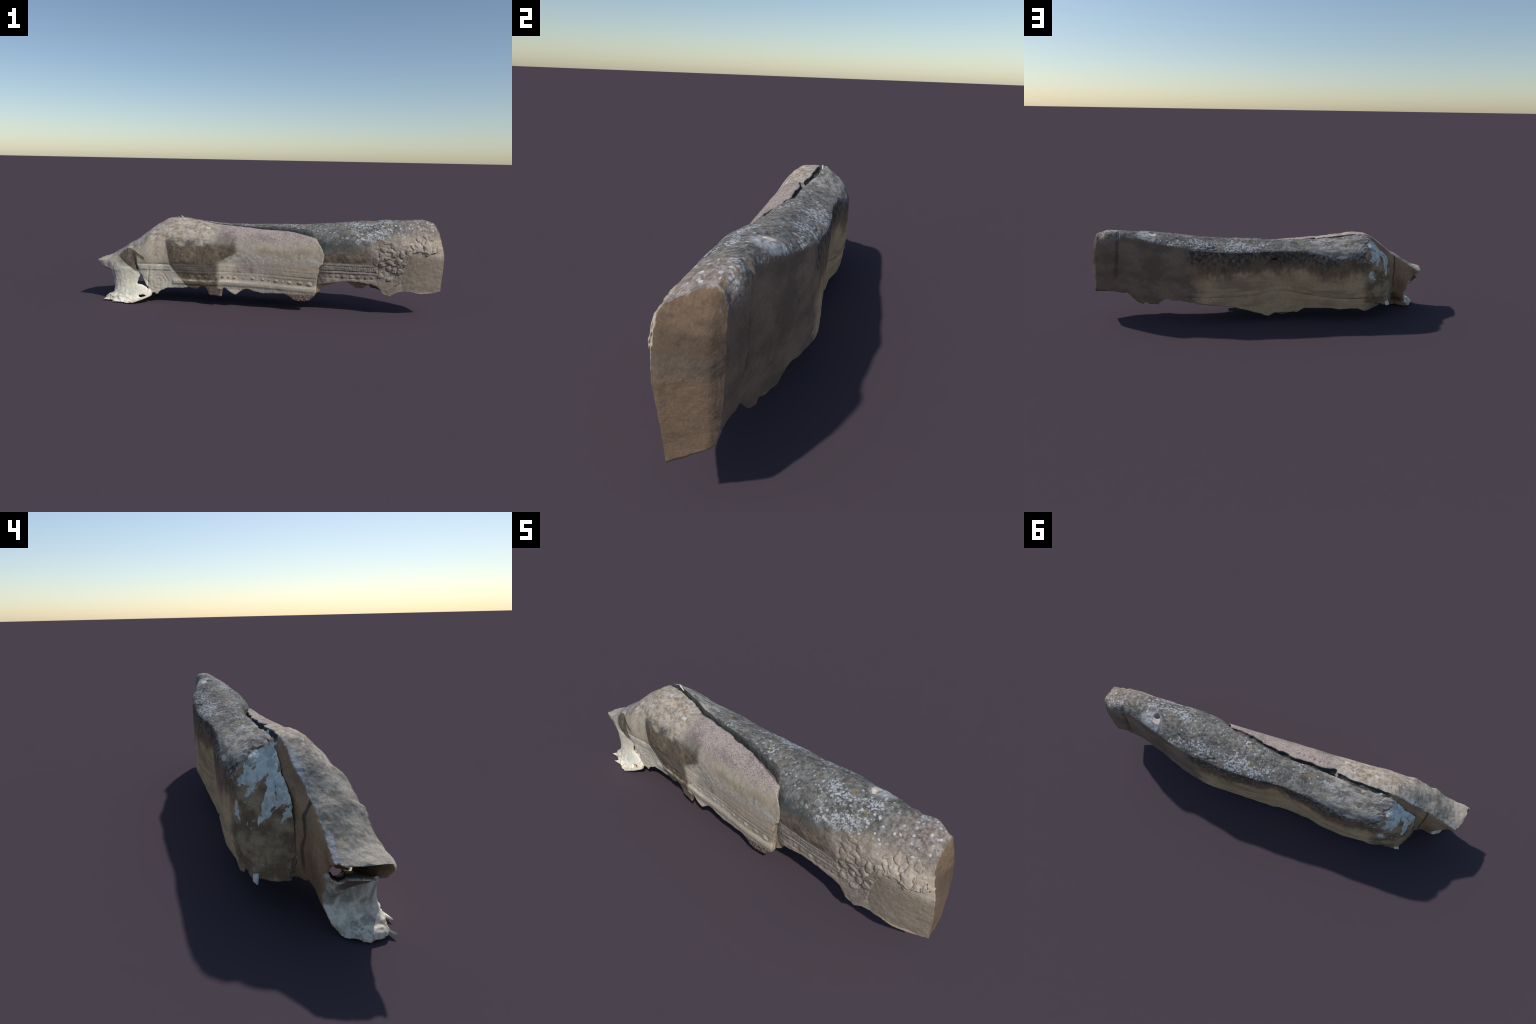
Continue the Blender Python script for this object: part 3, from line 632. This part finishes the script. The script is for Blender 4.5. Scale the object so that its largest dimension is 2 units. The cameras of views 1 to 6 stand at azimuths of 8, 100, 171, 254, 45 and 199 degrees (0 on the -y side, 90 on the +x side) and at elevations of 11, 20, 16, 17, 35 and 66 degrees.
    pier = n.mul(n.ramp(x, -.655, -.665), n.ramp(line, .172, .160), n.ramp(n.add(z, n.mul(j, .04)), .235, .205), n.ramp(n.sub(x, n.lin(z, -.55, -.615)), .006, -.006))
    tip = n.mul(n.ramp(n.add(z, n.mul(j, .05)), .235, .20), n.ramp(x, -.78, -.80))
    pc = n.mix((.86,.74,.56), (.97,.89,.72), n.ramp(n.add(n.mul(n.noise(9, 4, 81, sz=.4), .7), n.mul(mid, .3)), .38, .60))
    pc = n.mix(pc, (.78,.79,.67), n.mul(n.ramp(n.noise(12, 3, 83), .54, .66), .6))
    pc = n.mix(pc, (.55,.36,.24), n.mul(n.ramp(n.noise(30, 4, 87), .64, .72), .7))
    ck, _ = n.cells(24, 3, 'DISTANCE_TO_EDGE', .9)
    pc = n.mix(pc, (.28,.22,.15), n.mul(n.ramp(ck, .030, .008), n.ramp(n.noise(10, 2, 91), .56, .66), .5))
    frontish = n.ramp(y, -.035, -.06)
    c = n.mix(c, pc, n.mul(n.mx(pier, n.mul(tip, n.ramp(line, .172, .160))), frontish))
    beak = n.mul(n.ramp(x, -.86, -.88), n.ramp(n.nz, .45, .25))
    c = n.mix(c, n.mix((.50,.43,.33), (.66,.57,.46), n.ramp(fine, .38, .6)), n.mul(beak, n.ramp(n.add(z, n.mul(j, .05)), .19, .22), frontish))
    # baked-in shade between panel and pier, drawn as a dark colour mask
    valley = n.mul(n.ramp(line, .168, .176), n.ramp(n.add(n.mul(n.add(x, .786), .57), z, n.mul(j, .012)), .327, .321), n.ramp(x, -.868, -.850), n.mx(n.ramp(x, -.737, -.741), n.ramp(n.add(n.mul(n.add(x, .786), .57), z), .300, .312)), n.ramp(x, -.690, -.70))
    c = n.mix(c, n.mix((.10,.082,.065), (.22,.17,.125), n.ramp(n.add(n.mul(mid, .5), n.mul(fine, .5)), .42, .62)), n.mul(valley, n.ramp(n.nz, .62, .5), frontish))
    # broken back of the hood
    web = n.mul(n.ramp(n.ny, .35, .6), n.ramp(x, -.58, -.62))
    wc = n.mix((.27,.16,.09), (.42,.265,.155), n.ramp(n.noise(10, 5, 93, sz=.35), .36, .62))
    wc = n.mix(wc, (.12,.085,.06), n.mul(n.ramp(n.op('ABSOLUTE', n.add(x, n.mul(j, .03), .775)), .008, .003), n.ramp(z, .13, .17)))
    low = n.ramp(n.add(n.mul(z, 1), n.mul(n.add(x, .88), .9), n.mul(j, .07)), .078, .066)
    c = n.mix(c, wc, web)
    lowc = n.mix((.58,.53,.42), (.84,.78,.65), n.ramp(n.noise(26, 4, 95), .38, .58))
    smear = n.mix((.36,.31,.25), (.74,.66,.55), n.ramp(n.noise(26, 3, 99, sx=1, sy=1, sz=.4, dist=1.0), .4, .62))
    bl = n.mul(n.ramp(n.nx, -.30, -.5), n.ramp(n.add(z, n.mul(j, .04)), .20, .185), n.ramp(x, -.80, -.83))
    c = n.mix(c, smear, bl)
    c = n.mix(c, lowc, n.mul(n.mx(n.mul(web, low), n.mul(bl, n.ramp(n.add(z, n.mul(j, .05)), .095, .08))), n.inv(n.mul(n.ramp(n.noise(9, 3, 97), .47, .50), .85))))
    # slab's crack face: colour darkened so the gap reads as shaded
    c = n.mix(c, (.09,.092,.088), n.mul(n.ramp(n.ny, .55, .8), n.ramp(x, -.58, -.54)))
    c = n.mix(c, (.17,.135,.10), n.mul(n.ramp(n.nz, -.4, -.7), n.ramp(z, .03, .06)))
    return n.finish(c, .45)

def plain_material(name, a, b, scale=40):
    n = Nodes(name)
    o = n.t.nodes.new('ShaderNodeObjectInfo')
    c = n.mix(a, b, n.ramp(n.add(n.mul(n.noise(scale, 4), .7), n.mul(o.outputs['Random'], .3)), .3, .7))
    return n.finish(c, .4)

# ------------------------------------------------------------------ parts
def split_parts(ob, root, regions, material):
    """Separate faces by region into objects that share border vertices and the whole body's normals."""
    me = ob.data; nv = len(me.vertices); nf = len(me.polygons); nl = len(me.loops)
    P = coords(ob); N = normals(ob)
    ls = np.empty(nf, np.int32); me.polygons.foreach_get('loop_start', ls)
    lt = np.empty(nf, np.int32); me.polygons.foreach_get('loop_total', lt)
    lv = np.empty(nl, np.int32); me.loops.foreach_get('vertex_index', lv)
    fi = np.repeat(np.arange(nf), lt)
    C = np.zeros((nf, 3)); np.add.at(C, fi, P[lv]); C /= lt[:, None]
    FN = np.zeros((nf, 3)); np.add.at(FN, fi, N[lv]); FN /= np.linalg.norm(FN, axis=1)[:, None] + 1e-9
    tag = np.zeros(nf, int)
    for k, (name, fn) in enumerate(regions[1:], 1):
        tag[fn(C, FN) & (tag == 0)] = k
    out = {}
    for k, (name, _) in enumerate(regions):
        sel = np.where(tag == k)[0]
        if not len(sel): continue
        msk = tag[fi] == k; v = lv[msk]; used, inv_ = np.unique(v, return_inverse=True)
        tot = lt[sel]; starts = np.concatenate([[0], np.cumsum(tot)[:-1]])
        m = bpy.data.meshes.new(name)
        m.vertices.add(len(used)); m.vertices.foreach_set('co', P[used].astype(np.float32).ravel())
        m.loops.add(len(v)); m.loops.foreach_set('vertex_index', inv_.astype(np.int32))
        m.polygons.add(len(sel)); m.polygons.foreach_set('loop_start', starts.astype(np.int32)); m.polygons.foreach_set('loop_total', tot.astype(np.int32))
        m.update(calc_edges=True); m.validate()
        m.polygons.foreach_set('use_smooth', np.ones(len(m.polygons), bool))
        m.normals_split_custom_set_from_vertices(N[used].tolist())
        m.materials.append(material)
        o = bpy.data.objects.new(name, m); bpy.context.scene.collection.objects.link(o); o.parent = root; out[name] = o
    bpy.data.objects.remove(ob); bpy.data.meshes.remove(me)
    return out

def bead_mesh(name, material):
    """Worn lotus-bud bead: flattened dome with a blunt ridge, axis along -y."""
    n, m = 20, 40; V = []; F = []
    for i in range(n + 1):
        t = i / n * math.pi * .62
        for k in range(m):
            a = k / m * 2 * math.pi
            r = math.sin(t) * (1 + .10 * math.cos(2 * a) + .05 * math.cos(3 * a + .6))
            V.append((r * math.cos(a), -math.cos(t) * .9, r * math.sin(a) * (1.0 + .12 * math.sin(a))))
    V = np.array(V); V += .06 * np.stack([fbm(V, 1.8, 2, q) for q in (1., 5., 9.)], 1)
    for i in range(n):
        for k in range(m):
            F.append((i*m + k, i*m + (k+1) % m, (i+1)*m + (k+1) % m, (i+1)*m + k))
    F.append(tuple(range(n*m, (n+1)*m)))
    o = new_object(name, V, F)
    bm = bmesh.new(); bm.from_mesh(o.data); bmesh.ops.recalc_face_normals(bm, faces=bm.faces[:]); bm.to_mesh(o.data); bm.free()
    o.data.polygons.foreach_set('use_smooth', [True] * len(o.data.polygons)); o.data.materials.append(material)
    return o

def flake(name, pts, thick, root, material):
    """Thin broken shard: a polygon in space given thickness, edges roughened."""
    pts = np.array(pts, float); nrm = np.cross(pts[1] - pts[0], pts[2] - pts[0]); nrm /= np.linalg.norm(nrm)
    o = prism(pts, nrm * thick / 2); o.name = name; o.data.name = name
    bm = bmesh.new(); bm.from_mesh(o.data)
    bmesh.ops.bevel(bm, geom=bm.edges[:], offset=thick * .22, segments=2, affect='EDGES')
    bmesh.ops.triangulate(bm, faces=bm.faces[:]); bmesh.ops.subdivide_edges(bm, edges=bm.edges[:], cuts=3, use_grid_fill=True)
    bm.to_mesh(o.data); bm.free()
    P = coords(o); set_coords(o, P + .0022 * np.stack([fbm(P, 60, 2, q) for q in (1., 4., 8.)], 1))
    o.parent = root; o.data.materials.append(material); return o

def main():
    root, rear, slab = build_geometry()
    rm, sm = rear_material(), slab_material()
    tree_r = BVHTree.FromPolygons([Vector(v) for v in coords(rear)], [tuple(p.vertices) for p in rear.data.polygons])
    tree_s = BVHTree.FromPolygons([Vector(v) for v in coords(slab)], [tuple(p.vertices) for p in slab.data.polygons])
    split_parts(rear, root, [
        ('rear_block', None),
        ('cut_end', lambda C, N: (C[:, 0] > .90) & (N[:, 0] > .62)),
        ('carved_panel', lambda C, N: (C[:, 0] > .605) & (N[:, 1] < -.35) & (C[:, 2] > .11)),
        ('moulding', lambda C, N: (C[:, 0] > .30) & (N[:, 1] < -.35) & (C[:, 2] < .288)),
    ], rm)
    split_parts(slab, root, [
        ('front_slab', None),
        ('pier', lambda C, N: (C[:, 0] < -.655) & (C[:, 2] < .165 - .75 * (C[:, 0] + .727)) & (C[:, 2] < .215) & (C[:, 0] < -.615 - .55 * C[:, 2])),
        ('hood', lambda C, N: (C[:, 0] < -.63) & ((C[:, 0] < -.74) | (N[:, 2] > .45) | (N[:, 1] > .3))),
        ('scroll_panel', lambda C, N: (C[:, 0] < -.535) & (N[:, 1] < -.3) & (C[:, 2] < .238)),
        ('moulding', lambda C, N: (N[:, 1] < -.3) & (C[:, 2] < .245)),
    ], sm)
    bm_r = plain_material('bead_stone', (.22,.18,.14), (.40,.34,.27))
    bm_s = plain_material('pale_bead_stone', (.33,.265,.195), (.52,.435,.335))
    bm_d = plain_material('dark_bead_stone', (.12,.10,.078), (.24,.19,.145))
    R = np.random.default_rng(3)
    first = None
    def bead(x, z, rx, rz, h, tree, mat):
        nonlocal first
        hit = tree.ray_cast(Vector((x, -.5, z)), Vector((0, 1, 0)))[0]
        if hit is None: return
        if first is None:
            o = first = bead_mesh('bead', mat)
        else:
            o = first.copy(); bpy.context.scene.collection.objects.link(o)
        o.parent = root
        o.location = (x, hit.y + .45 * h, z); o.scale = (.92 * rx, .9 * h, .92 * rz); o.rotation_euler = (R.uniform(-.15, .15), R.uniform(-.5, .5), R.uniform(-.2, .2))
        o.material_slots[0].link = 'OBJECT'; o.material_slots[0].material = mat
    for x, s in ((.392,.7),(.423,.95),(.458,1.05),(.502,1.05),(.541,1.05),(.581,.95),(.613,.8)):
        bead(x, .2115 + .002 * (x - .45), .0135 * s, .0145 * s, .012 * s, tree_r, bm_r)
    for x, z, s in ((-.423,.169,.8),(-.370,.168,1.0),(-.327,.169,.8)):
        bead(x, z, .014 * s, .014 * s, .009 * s, tree_s, bm_d)
    for x, z, s in ((-.227,.176,.9),(-.192,.176,.7),(-.156,.176,.9),(-.105,.177,.6),(-.053,.178,1.0),(.003,.175,.9),(.040,.173,.6),(.081,.171,1.0),(.120,.168,.6),(.157,.165,1.1),(.218,.165,1.3),(.268,.160,1.35)):
        bead(x, z, .0150 * s, .0135 * s, .011 * s, tree_s, bm_s)
    pale = plain_material('pale_flake_stone', (.48,.50,.48), (.72,.75,.74)); brown = plain_material('brown_flake_stone', (.20,.145,.095), (.36,.27,.18))
    cream = plain_material('bright_cream_stone', (.70,.62,.48), (.90,.84,.70))
    flake('shard', [(-.668,.155,.128),(-.690,.166,.088),(-.714,.160,.088),(-.700,.150,.130)], .007, root, pale)
    flake('shard', [(-.55,.150,.075),(-.61,.152,.07),(-.655,.155,.095),(-.69,.150,.118),(-.62,.150,.125),(-.55,.150,.11)], .010, root, brown)
    flake('shard', [(-.036,.100,.075),(-.040,.098,.042),(-.075,.098,.036),(-.105,.100,.040),(-.13,.100,.045),(-.13,.102,.08)], .010, root, brown)
    flake('shard', [(-.500,.060,.480),(-.533,.066,.486),(-.528,.058,.502)], .006, root, pale)
    flake('shard', [(.455,-.11,.20),(.50,-.10,.165),(.535,-.10,.143),(.575,-.10,.143),(.60,-.10,.165),(.60,-.10,.20)], .010, root, brown)
    flake('shard', [(.295,-.115,.175),(.300,-.115,.098),(.325,-.112,.112),(.350,-.110,.145),(.40,-.110,.160),(.44,-.110,.19)], .012, root, brown)
    flake('shard', [(.60,-.05,.19),(.63,-.05,.15),(.68,-.05,.115),(.73,-.05,.13),(.74,-.05,.18)], .010, root, brown)
    flake('shard', [(-.93,-.135,.016),(-.952,-.158,.010),(-.925,-.15,.006),(-.90,-.15,.010)], .006, root, cream)
    flake('shard', [(-.86,-.165,.012),(-.885,-.186,.006),(-.84,-.180,.004),(-.82,-.168,.012)], .006, root, cream)
    flake('shard', [(-.80,-.185,.006),(-.76,-.199,.006),(-.70,-.176,.026),(-.66,-.150,.042),(-.72,-.160,.030)], .007, root, cream)

main()
